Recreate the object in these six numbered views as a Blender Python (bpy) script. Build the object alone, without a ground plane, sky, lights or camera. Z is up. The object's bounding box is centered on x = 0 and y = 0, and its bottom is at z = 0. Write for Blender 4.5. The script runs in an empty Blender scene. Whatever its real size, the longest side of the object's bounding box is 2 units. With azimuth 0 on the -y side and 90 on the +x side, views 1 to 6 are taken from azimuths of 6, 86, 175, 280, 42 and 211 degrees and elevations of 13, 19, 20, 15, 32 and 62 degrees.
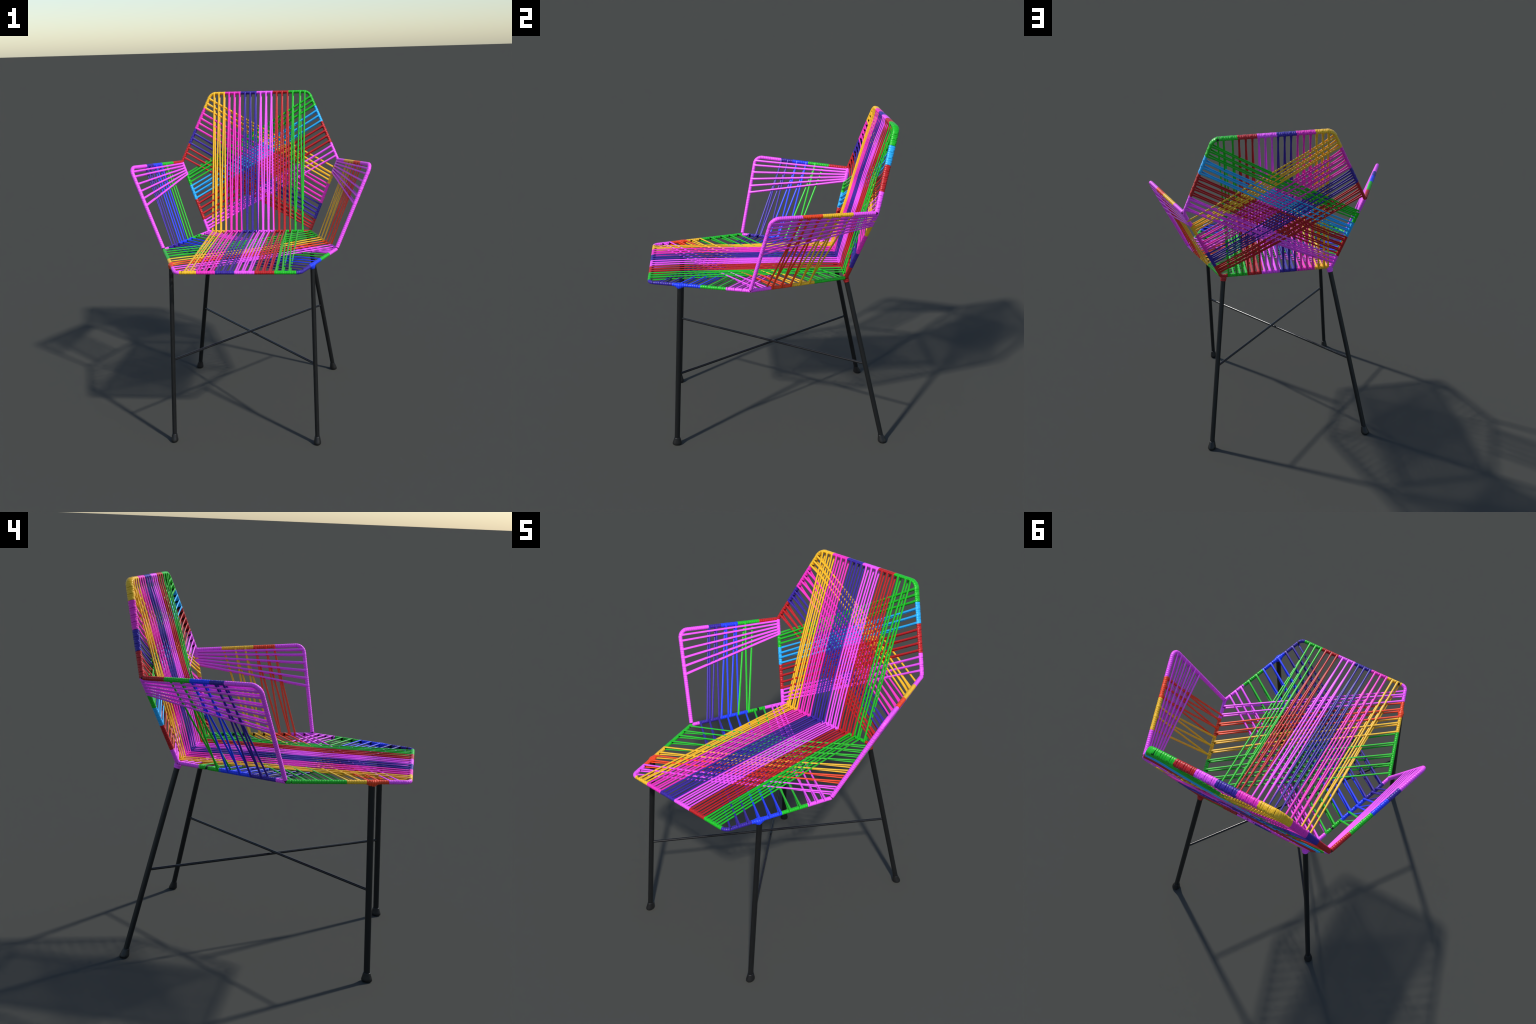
# A high, string-woven armchair: three hexagon-like tube frames (backrest, seat, two arm loops) wrapped
# and strung with coloured plastic cord, standing on four black tube legs with crossed brace rods.
import bpy, math, random
from mathutils import Vector as V

random.seed(7)

# ------------------------------------------------------------------ materials
PALETTE = {                       # linear base colours of the cord
    'yellow': (0.97, 0.55, 0.022), 'hot_pink': (0.94, 0.035, 0.57), 'navy': (0.046, 0.021, 0.34),
    'orchid': (0.94, 0.105, 0.96), 'red': (0.54, 0.015, 0.018), 'green': (0.015, 0.54, 0.020),
    'cyan': (0.026, 0.47, 0.97), 'blue': (0.018, 0.058, 0.96), 'orange': (0.95, 0.072, 0.014)}


def plastic(name, col, rough=0.36, grain=0.03, bump=0.0, scale=90.0, spec=0.40):
    m = bpy.data.materials.new(name)
    m.use_nodes = True
    nt = m.node_tree
    b = nt.nodes['Principled BSDF']
    tc = nt.nodes.new('ShaderNodeTexCoord')
    nz = nt.nodes.new('ShaderNodeTexNoise')
    nz.inputs['Scale'].default_value = scale
    nz.inputs['Detail'].default_value = 3
    nt.links.new(tc.outputs['Object'], nz.inputs['Vector'])
    ramp = nt.nodes.new('ShaderNodeValToRGB')
    ramp.color_ramp.elements[0].position = 0.3
    ramp.color_ramp.elements[1].position = 0.7
    ramp.color_ramp.elements[0].color = (*[c * (1 - grain) for c in col], 1)
    ramp.color_ramp.elements[1].color = (*[min(1, c * (1 + grain)) for c in col], 1)
    nt.links.new(nz.outputs['Fac'], ramp.inputs['Fac'])
    nt.links.new(ramp.outputs['Color'], b.inputs['Base Color'])
    bp = nt.nodes.new('ShaderNodeBump')
    bp.inputs['Strength'].default_value = bump
    bp.inputs['Distance'].default_value = 0.002
    nt.links.new(nz.outputs['Fac'], bp.inputs['Height'])
    if bump > 0:
        nt.links.new(bp.outputs['Normal'], b.inputs['Normal'])
    b.inputs['Roughness'].default_value = rough
    b.inputs['Specular IOR Level'].default_value = spec
    return m


CORD = {k: plastic('cord_' + k, c) for k, c in PALETTE.items()}
STEEL = plastic('black_lacquered_steel', (0.008, 0.0085, 0.009), rough=0.42, grain=0.12, bump=0.01, scale=160)
ROD = plastic('black_brace_steel', (0.010, 0.010, 0.011), rough=0.22, grain=0.1, bump=0.0, scale=160)
RUBBER = plastic('black_rubber', (0.011, 0.011, 0.0115), rough=0.36, grain=0.1, bump=0.01, scale=200)

# ------------------------------------------------------------------ scene helpers
root = bpy.data.objects.new('woven_armchair', None)
bpy.context.scene.collection.objects.link(root)
root["label"] = "tall armchair strung with bright multicoloured cord on black legs"
root["category"] = "armchair"


class Mesh:
    def __init__(self):
        self.v, self.f = [], []

    def tube(self, rings, cap=True):
        """rings: list of closed loops (same count) -> skinned tube."""
        o = len(self.v)
        n = len(rings[0])
        for r in rings:
            self.v.extend(r)
        for i in range(len(rings) - 1):
            for j in range(n):
                a, b = o + i * n + j, o + i * n + (j + 1) % n
                self.f.append((a, b, b + n, a + n))
        if cap:
            self.f.append(tuple(o + j for j in range(n))[::-1])
            self.f.append(tuple(o + (len(rings) - 1) * n + j for j in range(n)))

    def obj(self, name, mat, parent, smooth_angle=None):
        me = bpy.data.meshes.new(name)
        me.from_pydata([tuple(p) for p in self.v], [], self.f)
        me.update()
        me.polygons.foreach_set('use_smooth', [True] * len(me.polygons))
        if smooth_angle is not None:
            me.set_sharp_from_angle(angle=smooth_angle)
        me.materials.append(mat)
        ob = bpy.data.objects.new(name, me)
        bpy.context.scene.collection.objects.link(ob)
        ob.parent = parent
        return ob


# ------------------------------------------------------------------ frame corners (right side; left is mirrored)
def pt(x, y, z):
    return V((x, y, z))


K = {}
for key, (x, y, z) in dict(BT=(.338, .726, 1.9888), BM=(.537, .592, 1.534), BB=(.346, .455, 1.068),
                           S=(.537, -.142, 1.0725), SF=(.352, -.742, 1.073), A=(.750, -.031, 1.576)).items():
    K[key + 'R'] = pt(x, y, z)
    K[key + 'L'] = pt(-x, y, z)

PITCH = 0.0123          # width of one coil of the wrapping


class Rail:
    """A bent tube through named corners; closed or open; elliptical section."""

    def __init__(self, names, radii, closed, normal, width, depth):
        self.names, self.closed, self.N = names, closed, normal.normalized()
        self.width, self.depth = width, depth
        P = [K[n] for n in names]
        n = len(P)
        pts = []
        for i in range(n):
            r = radii[i]
            if r <= 0 or (not closed and i in (0, n - 1)):
                pts.append(P[i].copy())
                continue
            p = P[i]
            a = (P[i - 1] - p).normalized()
            b = (P[(i + 1) % n] - p).normalized()
            ang = a.angle(b)
            tl = r / math.tan(ang / 2)
            cen = p + (a + b).normalized() * (r / math.sin(ang / 2))
            s, e = p + a * tl - cen, p + b * tl - cen
            tot = s.angle(e)
            ax = s.cross(e).normalized()
            from mathutils import Quaternion
            for k in range(13):
                pts.append(cen + Quaternion(ax, tot * k / 12) @ s)
        if closed:
            pts.append(pts[0].copy())
        self.p = pts
        self.s = [0.0]
        for a, b in zip(pts, pts[1:]):
            self.s.append(self.s[-1] + (b - a).length)
        self.L = self.s[-1]

    def at(self, s):
        s = s % self.L if self.closed else max(0.0, min(self.L, s))
        lo, hi = 0, len(self.s) - 1
        while hi - lo > 1:
            m = (lo + hi) // 2
            if self.s[m] <= s:
                lo = m
            else:
                hi = m
        a, b = self.p[lo], self.p[hi]
        d = self.s[hi] - self.s[lo]
        return a.lerp(b, (s - self.s[lo]) / d if d > 1e-9 else 0)

    def tan(self, s):
        e = 0.004
        if self.closed:
            return (self.at(s + e) - self.at(s - e)).normalized()
        return (self.at(min(self.L, s + e)) - self.at(max(0, s - e))).normalized()

    def near(self, q):
        best = (9, 0)
        for i in range(len(self.p) - 1):
            a, b = self.p[i], self.p[i + 1]
            d = b - a
            t = max(0, min(1, (q - a).dot(d) / max(d.length_squared, 1e-12)))
            best = min(best, ((a + d * t - q).length, self.s[i] + t * d.length))
        return best[1]

    def spot(self, a, b, t):
        return self.near(K[a].lerp(K[b], t))

    def frame(self, s):
        """centre, tangent, in-plane side vector, plane normal, half width, half depth"""
        c, t = self.at(s), self.tan(s)
        w = t.cross(self.N).normalized()
        nn = w.cross(t).normalized()
        return c, t, w, nn, self.width, (self.depth(c) if callable(self.depth) else self.depth)


def back_depth(c):      # the backrest wrapping is deeper towards the top
    u = max(0.0, min(1.0, (c.z - 1.40) / 0.58))
    return 0.0122 + 0.0083 * (u * u * (3 - 2 * u)) ** 0.8


back_n = (K['BTR'] - K['BTL']).cross(K['BBL'] - K['BTL'])
if back_n.y > 0:
    back_n.negate()                                   # faces the sitter
back_n.normalize()
back_rail = Rail(['BTL', 'BTR', 'BMR', 'BBR', 'BBL', 'BML'], [.052, .052, .040, .012, .012, .020],
                 True, back_n, 0.0103, back_depth)
seat_rail = Rail(['BBL', 'SL', 'SFL', 'SFR', 'SR', 'BBR'], [0, .02, .036, .036, .02, 0],
                 False, V((0, 0, 1)), 0.0107, 0.0107)
arm_rail = {}
for sd, sg in (('L', -1), ('R', 1)):
    n = (K['S' + sd] - K['A' + sd]).cross(K['BM' + sd] - K['A' + sd])
    if n.x * sg > 0:
        n.negate()                                    # faces the sitter
    arm_rail[sd] = Rail(['S' + sd, 'A' + sd, 'BM' + sd], [0, .048, 0], False, n, 0.0116, 0.0120)

# ------------------------------------------------------------------ parts that carry strands
CORE = 0.0026           # the steel tube lies this far under the outside of the wrapping


def core_tube(name, rail, parent):
    m = Mesh()
    rings = []
    steps = int(rail.L / 0.012)
    for i in range(steps + 1):
        c, t, w, nn, hw, hd = rail.frame(rail.L * i / steps)
        rings.append([c + w * math.cos(a) * (hw - CORE) + nn * math.sin(a) * (hd - CORE)
                      for a in [2 * math.pi * j / 14 for j in range(14)]])
    m.tube(rings, cap=not rail.closed)
    return m.obj(name, STEEL, parent)


backrest = core_tube('backrest', back_rail, root)
seat = core_tube('seat', seat_rail, root)
armrest = {'L': core_tube('armrest', arm_rail['L'], root), 'R': core_tube('armrest', arm_rail['R'], root)}

loops = {id(r): [] for r in (back_rail, seat_rail, arm_rail['L'], arm_rail['R'])}   # where strands leave a rail


# ------------------------------------------------------------------ one strand from rail to rail
def section(rail, s, d):
    """distance from the rail's axis to the surface of its wrapping in direction d"""
    c, t, w, nn, hw, hd = rail.frame(s)
    x, y = d.dot(w), d.dot(nn)
    return 1.0 / math.sqrt((x / hw) ** 2 + (y / hd) ** 2)


STEM = 0.0088           # a taut strand runs this far off the middle plane where it meets a tube
HALF = 0.0051           # half width of a free strand


def strand(parent, colour, ra, sa, rb, sb, ref, sides, plane=0.0, lam=(0.12, 0.12), shift_a=0.004, shift_b=0.003,
           book=True, half=HALF, stem=STEM, name='strand'):
    """Cord running from the back of rail A, over one side of it (+1 = the side `ref` points to), across to
    rail B, over one side of that and round to its back.  Within the lengths `lam` of its ends it leaves the
    tube's side and then runs straight, with its layer lifted by `plane` along ref in mid span;
    lam=None keeps it straight all the way.  shift = drift of the half turn along the rail."""
    if book:
        loops[id(ra)].append(sa)
        if book != 'start':
            loops[id(rb)].append(sb)
    A, B = ra.at(sa), rb.at(sb)
    side_a, side_b = sides

    def wrap(rail, s, other, shift, side):
        t = rail.tan(s)
        d = other - rail.at(s)
        i = d - t * d.dot(t)
        i.normalize()
        n = t.cross(i).normalized()
        if n.dot(ref) < 0:
            n.negate()
        n *= side
        out = []
        M = 9
        for k in range(M + 1):
            q = k / M
            th = -1.15 + (math.pi / 2 + 1.15) * q
            u = (-i) * math.cos(th) + n * math.sin(th)
            c = rail.at(s + shift * (1 - q) ** 1.2)
            r = section(rail, s, u) - (0.0019 if side > 0 else 0.0022)
            out.append((c + u * r, u, 0.0062, 0.0021))
        return out

    wa, wb = wrap(ra, sa, B, shift_a, side_a), wrap(rb, sb, A, shift_b, side_b)
    if side_a * side_b < 0:                           # keep the ribbon from twisting: its section is symmetric
        wb = [(p, -u, w, h) for p, u, w, h in wb]
    p0, p1 = wa[-1][0], wb[-1][0]
    u0, u1 = wa[-1][1], wb[-1][1]
    h0, h1 = (p0 - A).dot(ref), (p1 - B).dot(ref)
    q0, q1 = p0 - ref * h0, p1 - ref * h1
    ln = (p1 - p0).length
    mid = []
    N = 30
    for k in range(1, N):
        x = k / N
        f = 0.5 - 0.5 * math.cos(math.pi * x)
        f = 0.75 * f + 0.25 * x
        edge = min(f, 1 - f) * ln
        g = max(0.0, 1 - edge / 0.07) ** 1.6          # flat ribbon near the tube, oval cord further off
        u = (u0.lerp(u1, f)).normalized()
        hw = half + (0.0062 - half) * g
        ht = 0.0031 + (0.0021 - 0.0031) * g
        if lam is None:
            off = h0 * (1 - f) + h1 * f
        else:
            da = max(0.0, 1 - f * ln / lam[0]) ** 2
            db = max(0.0, 1 - (1 - f) * ln / lam[1]) ** 2
            k0, k1 = [math.copysign(min(abs(h), stem), h) for h in (h0, h1)]
            off = k0 * (1 - f) + k1 * f + (h0 - k0) * da + (h1 - k1) * db
            off += plane * (1 - abs(2 * f - 1) ** 2.3)          # the crossing layers push each other apart in mid span
        mid.append((q0.lerp(q1, f) + ref * off, u, hw, ht))
    path = wa + mid + wb[::-1]
    m = Mesh()
    rings = []
    for i, (p, u, hw, ht) in enumerate(path):
        t = (path[min(i + 1, len(path) - 1)][0] - path[max(i - 1, 0)][0]).normalized()
        wdir = t.cross(u).normalized()
        udir = wdir.cross(t).normalized()
        e = 0.45 + 0.40 * max(0.0, min(1.0, (ht - 0.0021) / 0.0010))     # flat ribbon -> oval cord
        ring = []
        for j in range(12):
            a = 2 * math.pi * (j + .5) / 12
            ca, sn = math.cos(a), math.sin(a)
            ring.append(p + wdir * (math.copysign(abs(ca) ** e, ca) * hw) + udir * (math.copysign(abs(sn) ** e, sn) * ht))
        rings.append(ring)
    m.tube(rings)
    return m.obj(name, CORD[colour], parent)


# ------------------------------------------------------------------ backrest stringing
up = back_n
COL6 = ['yellow', 'hot_pink', 'navy', 'orchid', 'red', 'green']
TOP_SLOTS = [(.036, .085, .138), (.190, .245, .298), (.353, .407, .462), (.513, .568, .622),
             (.676, .731, .787), (.840, .914, .962)]


def B(edge, t):
    return back_rail.spot(edge[0], edge[1], t)


top, bottom = ('BTL', 'BTR'), ('BBL', 'BBR')
for ci, (c, ts) in enumerate(zip(COL6, TOP_SLOTS)):
    for i, t in enumerate(ts):
        x = -0.338 + 0.676 * t
        right, left = x + 0.0185, max(-0.322, x - 0.0175)
        if ci == 5:
            right, left = [(.249, .212), (.299, .249), (None, .298)][i]
        push = 0.0040 + 0.0125 * (1 - (x / 0.335) ** 2)
        # figure-of-eight lacing: over the front of one rail, behind the other
        if right is not None:
            strand(backrest, c, back_rail, B(top, t), back_rail, B(bottom, (right + .346) / .692), up, (-1, 1),
                   plane=push, lam=(0.07, 0.07), stem=0.0118, shift_b=-0.003)
        strand(backrest, c, back_rail, B(top, t), back_rail, B(bottom, (left + .346) / .692), up, (1, -1),
               plane=push, lam=(0.07, 0.07), stem=0.0118, shift_b=-0.003)

# diagonals: n slots on the upper rail, n+1 landings on the lower rail of the other side (zigzag)
DIAG = {
    ('L', 'R'): [('yellow', (.073, .143, .207), (.107, .195, .240, .290)),
                 ('hot_pink', (.288, .361, .430, .506), (.340, .396, .468, .532, .588)),
                 ('navy', (.580, .648, .722), (.625, .695, .745, .800)),
                 ('red', (.790, .860, .933), (.838, .885, .926, .958))],
    ('R', 'L'): [('green', (.073, .137, .203), (.165, .203, .243, .294)),
                 ('cyan', (.282, .355, .432), (.340, .405, .458, .522)),
                 ('red', (.503, .575, .648, .722), (.545, .597, .669, .746, .812)),
                 ('orchid', (.793, .866, .938), (.835, .885, .928, .962))]}
for (hi, lo), rows in DIAG.items():
    e_hi, e_lo = ('BT' + hi, 'BM' + hi), ('BM' + lo, 'BB' + lo)
    deep = 1.0 if hi == 'L' else -1.0
    for c, ups, downs in rows:
        for i, t in enumerate(ups):
            sa = B(e_hi, t)
            for j, side in ((i, 1), (i + 1, -1)):
                weave = random.choice((-1, 1)) * 0.0018
                strand(backrest, c, back_rail, sa, back_rail, B(e_lo, downs[j]), up, (side, -side),
                       plane=-0.0140 + weave, lam=(0.10, 0.07), shift_a=0.004 * deep, shift_b=0.004 * deep, book='start')

# ------------------------------------------------------------------ seat stringing
zup = V((0, 0, 1))


def S(a, b, t):
    return seat_rail.spot(a, b, t)


FRONT_SLOTS = [(.056, .079, .124), (.179, .232, .286), (.336, .387, .441), (.488, .541, .595),
               (.650, .703, .756), (.806, .859, .913)]
REAR_SLOTS = [(.045, .085, .135), (.187, .241, .294), (.346, .400, .452), (.504, .557, .608),
              (.662, .716, .770), (.770, .826, .886)]
prev = None
for ci, (c, fs, rs) in enumerate(zip(COL6, FRONT_SLOTS, REAR_SLOTS)):
    for i, (f, r) in enumerate(zip(fs, rs)):
        if c == 'red' and i == 2:
            r = .752
        sf = S('SFL', 'SFR', f)
        push = 0.0030 + 0.0055 * (1 - ((f - .49) / .47) ** 2)
        strand(seat, c, seat_rail, S('SFL', 'SFR', f + .004), back_rail, B(bottom, r), zup, (-1, 1), plane=push, lam=(0.06, 0.06))
        if prev is not None:
            strand(seat, c, seat_rail, sf, back_rail, B(bottom, prev), zup, (1, -1), plane=push, lam=(0.06, 0.06), book=False)
        prev = r

# left front edge <-> right rear edge
A_LEFT = [('green', .050), ('green', .150), ('green', .247), ('green', .370), ('yellow', .490), ('yellow', .588),
          ('orange', .656), ('orange', .738), ('orchid', .830), ('orchid', .904), ('orchid', .965)]
A_RIGHT = [.955, .858, .762, .667, .567, .470, .372, .275, .172, .080]
for i, (c, t) in enumerate(A_LEFT):
    sa = S('SL', 'SFL', t)
    if i < len(A_RIGHT):
        sb = S('SR', 'BBR', A_RIGHT[i])
        strand(seat, c, seat_rail, sa, seat_rail, sb, zup, (1, -1), plane=-0.0015, lam=(0.06, 0.06))
        strand(seat, c, seat_rail, S('SL', 'SFL', A_LEFT[i + 1][1] - .006), seat_rail, S('SR', 'BBR', A_RIGHT[i] - .004),
               zup, (-1, 1), plane=-0.0015, lam=(0.06, 0.06), shift_a=-0.004, book=False)
# right front edge <-> left rear edge
B_RIGHT = [('orchid', .062), ('orchid', .135), ('orchid', .204), ('green', .303), ('green', .401), ('blue', .493),
           ('blue', .591), ('blue', .688), ('navy', .787), ('navy', .876), ('navy', .945)]
B_LEFT = [.965, .920, .868, .776, .673, .577, .478, .380, .286, .186, .092]
for i, (c, t) in enumerate(B_RIGHT):
    sa = S('SR', 'SFR', t)
    strand(seat, c, seat_rail, S('SR', 'SFR', t + .006), seat_rail, S('SL', 'BBL', B_LEFT[i]), zup, (-1, 1), plane=-0.0105, lam=(0.06, 0.06))
    if i + 1 < len(B_RIGHT):
        strand(seat, c, seat_rail, sa, seat_rail, S('SL', 'BBL', B_LEFT[i + 1] + .005),
               zup, (1, -1), plane=-0.0105, lam=(0.06, 0.06), shift_a=-0.004, book=False)

# ------------------------------------------------------------------ arm stringing
ARM = {
    'L': ([('navy', .287), ('navy', .356), ('blue', .455), ('blue', .554), ('green', .650), ('green', .738)],
          [(.160, .202), (.214, .300), (.311, .400), (.411, .508), (.495, .603), (.610, None)]),
    'R': ([('orange', .277), ('orange', .353), ('orange', .450), ('yellow', .547), ('yellow', .637), ('yellow', .742)],
          [(.170, .215), (.225, .308), (.318, .402), (.414, .500), (.510, .598), (.608, None)])}
POST = [.050, .112, .203, .290, .377, .463]
FAN = [.024, .058, .090, .122, .151, .178]
for sd in 'LR':
    rail = arm_rail[sd]
    nrm = rail.N
    tops, lands = ARM[sd]
    for (c, t), (b0, b1) in zip(tops, lands):
        sa = rail.spot('A' + sd, 'BM' + sd, t)
        for b, side in ((b0, 1), (b1, -1)):
            if b is not None:
                strand(armrest[sd], c, rail, sa, seat_rail, S('S' + sd, 'BB' + sd, b), nrm, (-side, side),
                       plane=0.0, lam=(0.07, 0.10), book=False, half=0.0059)
        loops[id(rail)].append(sa)
    for i, (t, f) in enumerate(zip(POST, FAN)):
        sa = rail.spot('A' + sd, 'S' + sd, t)
        for side in (1, -1):
            strand(armrest[sd], 'orchid', rail, sa, back_rail, B(('BM' + sd, 'BB' + sd), f), nrm, (side, side),
                   lam=None, book=False, half=0.0056)
        loops[id(rail)].append(sa)

# ------------------------------------------------------------------ wrapping of the tubes: coils, one object per colour run
BACK_RUNS = {
    ('BTL', 'BTR'): [('yellow', 0, .143), ('hot_pink', .143, .307), ('navy', .307, .470), ('orchid', .470, .636),
                     ('red', .636, .796), ('green', .796, 1)],
    ('BTR', 'BMR'): [('green', 0, .216), ('cyan', .216, .434), ('red', .434, .753), ('orchid', .753, 1)],
    ('BMR', 'BBR'): [('orchid', 0, .094), ('yellow', .094, .118), ('orchid', .118, .203), ('yellow', .203, .336),
                     ('hot_pink', .336, .608), ('navy', .608, .828), ('red', .828, 1)],
    ('BBR', 'BBL'): [('red', 0, .059), ('green', .059, .242), ('red', .242, .365), ('orchid', .365, .529),
                     ('navy', .529, .682), ('hot_pink', .682, .843), ('yellow', .843, .960), ('orchid', .960, 1)],
    ('BBL', 'BML'): [('orchid', 0, .172), ('red', .172, .460), ('cyan', .460, .665), ('green', .665, .812),
                     ('orchid', .812, 1)],
    ('BML', 'BTL'): [('red', 0, .270), ('navy', .270, .488), ('hot_pink', .488, .783), ('yellow', .783, 1)]}
SEAT_RUNS = {
    ('BBL', 'SL'): [('orchid', .012, .208), ('green', .208, .400), ('blue', .400, .692), ('navy', .692, .915), ('orchid', .915, 1)],
    ('SL', 'SFL'): [('green', 0, .482), ('yellow', .482, .642), ('orange', .642, .818), ('orchid', .818, 1)],
    ('SFL', 'SFR'): [('orchid', 0, .036), ('yellow', .036, .173), ('hot_pink', .173, .324), ('navy', .324, .478),
                     ('orchid', .478, .638), ('red', .638, .795), ('green', .795, .967), ('navy', .967, 1)],
    ('SFR', 'SR'): [('navy', 0, .235), ('blue', .235, .515), ('green', .515, .765), ('orchid', .765, 1)],
    ('SR', 'BBR'): [('orchid', 0, .208), ('orange', .208, .422), ('yellow', .422, .667), ('green', .667, .985)]}
ARM_RUNS = {
    'L': {('SL', 'AL'): [('orchid', .02, 1)], ('AL', 'BML'): [('orchid', 0, .283), ('navy', .283, .404), ('blue', .404, .572),
                                                              ('green', .572, .795), ('red', .795, .985)]},
    'R': {('SR', 'AR'): [('orchid', .02, 1)], ('AR', 'BMR'): [('orchid', 0, .286), ('orange', .286, .470),
                                                              ('yellow', .470, .763), ('orchid', .763, .985)]}}
NODES = [seat_rail.near(pt(sx * .408, -.559, 1.0727)) for sx in (-1, 1)]     # front legs meet the seat rail here
BARE = [S('SL', 'BBL', .722)]


def coil(mesh, rail, s, half, swell=0.0):
    """one turn of cord round the tube: a band with rounded shoulders"""
    n, prof = 20, ((-1.0, .0016), (-.96, .0008), (-.82, .00035), (-.45, .0), (.45, .0), (.82, .00035), (.96, .0008), (1.0, .0016))
    tilt = random.uniform(-.0004, .0004)
    grow = random.uniform(-.0002, .0002)
    rings = []
    for u, dip in prof:
        c, t, w, nn, hw, hd = rail.frame(s + u * half)
        g = 0.0
        if rail is seat_rail:
            g = max(math.exp(-(((s + u * half) - q) / 0.019) ** 2) for q in NODES)
        ring = []
        for j in range(n):
            a = 2 * math.pi * j / n
            ca, sn = math.cos(a), math.sin(a)
            e = grow - dip
            side_g = 1 + 0.72 * g
            down_g = 1 + (1.95 * g if sn < 0 else 0.15 * g)
            ring.append(c + w * ca * (hw + e) * side_g + nn * sn * (hd + e) * down_g + t * (tilt * sn))
        rings.append(ring)
    mesh.tube(rings, cap=False)


def wrap_rail(rail, runs, parent):
    taken = loops[id(rail)]
    for (a, b), segs in runs.items():
        for c, t0, t1 in segs:
            s0, s1 = rail.spot(a, b, t0), rail.spot(a, b, t1)
            if s1 < s0:
                s0, s1 = (s0 - rail.L, s1) if rail.closed and s0 > rail.L * .5 else (s1, s0)
            # the run is cut where a strand loops round the tube: there the loop itself is the wrapping
            cuts = []
            if rail is back_rail or rail is seat_rail:
                for q in taken:
                    for qq in (q, q - rail.L):
                        if s0 - .006 < qq < s1 + .006 and not (rail is seat_rail and any(abs(qq - z) < .028 for z in NODES)):
                            cuts.append(qq)
            spans, x = [], s0
            for q in sorted(cuts):
                if q - .0060 > x:
                    spans.append((x, q - .0060))
                x = max(x, q + .0060)
            if x < s1:
                spans.append((x, s1))
            m = Mesh()
            for x0, x1 in spans:
                if x1 - x0 < .0022:
                    continue
                k = max(1, round((x1 - x0) / PITCH))
                h = (x1 - x0) / k / 2
                for i in range(k):
                    sc = x0 + h * (2 * i + 1)
                    if rail is seat_rail and any(abs(sc - q) < .007 for q in BARE):
                        continue
                    coil(m, rail, sc, h * random.choice((1, 1, 1, .985, .96)))
            if m.v:
                m.obj('cord_wrapping', CORD[c], parent)


wrap_rail(back_rail, BACK_RUNS, backrest)
wrap_rail(seat_rail, SEAT_RUNS, seat)
for sd in 'LR':
    wrap_rail(arm_rail[sd], ARM_RUNS[sd], armrest[sd])

# ------------------------------------------------------------------ legs, caps, joint knots, braces
LEG_R = {'F': (0.0130, 0.0166), 'R': (0.0147, 0.0152)}      # tube half sizes across and along the chair
CAP_R = {'F': (0.0214, 0.0290), 'R': (0.0250, 0.0262)}
FOOT = {'F': pt(.428, -.607, 0), 'R': pt(.492, .695, 0)}
HEAD = {'F': pt(.4100, -.555, 1.066), 'R': pt(.331, .455, 1.064)}


def lathe(mesh, centre_fn, prof, n=24, axis=None):
    """stack of rings along centre_fn(h); each profile row is (h, radius) or (h, (rx, ry))"""
    rings = []
    ex, ey = V((1, 0, 0)), V((0, 1, 0))
    if axis is not None:
        ex = (ex - axis * ex.dot(axis)).normalized()
        ey = axis.cross(ex).normalized()
    for h, r in prof:
        rx, ry = r if isinstance(r, tuple) else (r, r)
        c = centre_fn(h)
        rings.append([c + ex * math.cos(2 * math.pi * j / n) * rx + ey * math.sin(2 * math.pi * j / n) * ry for j in range(n)])
    mesh.tube(rings)


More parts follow.
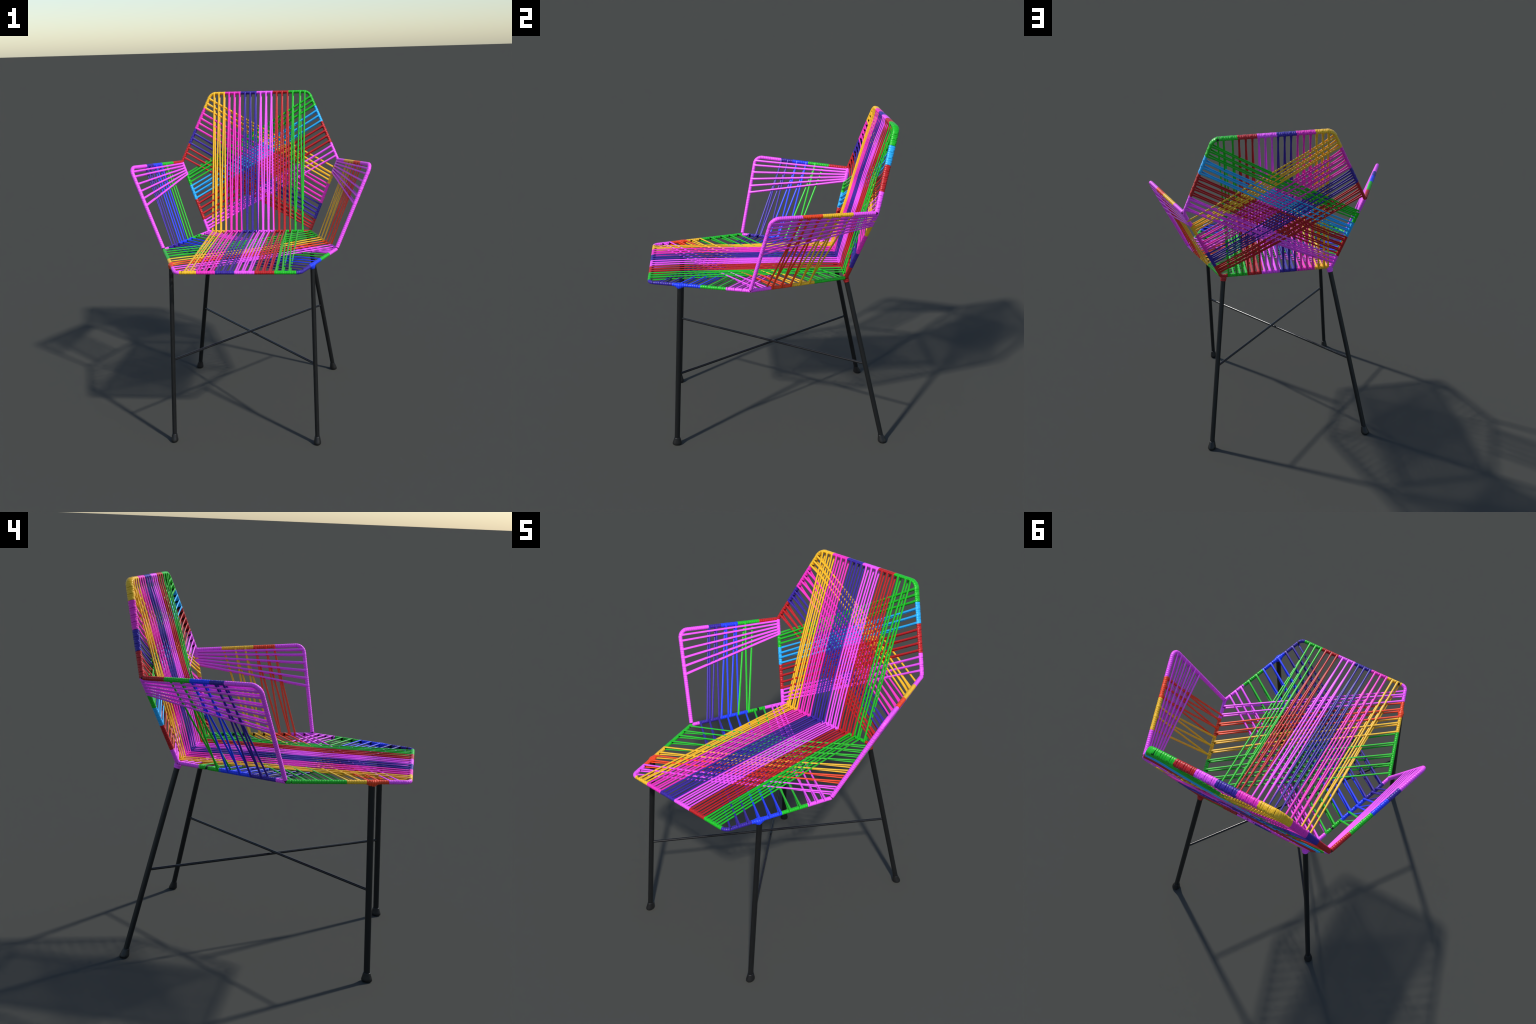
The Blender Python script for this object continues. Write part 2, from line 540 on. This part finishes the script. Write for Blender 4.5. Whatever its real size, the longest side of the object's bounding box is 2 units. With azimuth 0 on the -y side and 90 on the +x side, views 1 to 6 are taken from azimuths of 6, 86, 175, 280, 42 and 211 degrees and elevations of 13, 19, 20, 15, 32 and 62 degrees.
legs = {}
for fr in 'FR':
    for sd, sg in (('L', -1), ('R', 1)):
        f, h = FOOT[fr].copy(), HEAD[fr].copy()
        f.x *= sg
        h.x *= sg
        ax = (h - f).normalized()
        L = (h - f).length
        m = Mesh()
        lathe(m, lambda d: f + ax * d, [(.02, LEG_R[fr]), (L * .3, LEG_R[fr]), (L * .7, LEG_R[fr]), (L - .004, LEG_R[fr]), (L, .009)], axis=ax)
        leg = m.obj('leg', STEEL, root, smooth_angle=math.radians(40))
        legs[fr + sd] = (f, ax, L, leg)
        cap = Mesh()
        (bx, by), (tx, ty) = CAP_R[fr], (LEG_R[fr][0] + .0026, LEG_R[fr][1] + .0030)
        shape = [(.0, .50), (.0008, .72), (.0035, .93), (.008, 1.0), (.013, .98), (.022, .66), (.034, .30), (.0455, .02),
                 (.0478, -.06), (.0485, -.35), (.0478, -.75)]      # height, blend from neck (0) to flared foot (1)
        prof = [(h, (tx + (bx - tx) * w, ty + (by - ty) * w)) for h, w in shape]
        prof[0] = (0.0, (bx * .80, by * .80))
        prof[1] = (.0008, (bx * .90, by * .90))
        lathe(cap, lambda z: f + ax * (z / ax.z), prof)
        cap.obj('foot_cap', RUBBER, leg, smooth_angle=math.radians(60))
        if fr == 'R':                                  # cord knot round the joint of leg, seat and backrest
            kn = Mesh()
            for k, (d0, r) in enumerate([(L + .006, .0160), (L - .0045, .0190), (L - .0140, .0196), (L - .0235, .0180)]):
                pr = [(-.0058, r - .0035), (-.0052, r - .0012), (-.003, r), (.003, r), (.0052, r - .0012), (.0058, r - .0035)]
                lathe(kn, lambda d, d0=d0: f + ax * (d0 + d), pr, axis=ax)
            kn.obj('cord_knot', CORD['orchid' if sd == 'L' else 'red'], leg)

for (a, ta), (b, tb) in (((('RL'), .458), (('FR'), .457)), ((('FL'), .472), (('RR'), .484))):
    fa, axa, La, _ = legs[a]
    fb, axb, Lb, _ = legs[b]
    p, q = fa + axa * La * ta, fb + axb * Lb * tb
    ax = (q - p).normalized()
    m = Mesh()
    lathe(m, lambda d: p + ax * d, [((q - p).length * k / 8, .0074) for k in range(9)], n=14, axis=ax)
    m.obj('brace', ROD, root, smooth_angle=math.radians(40))
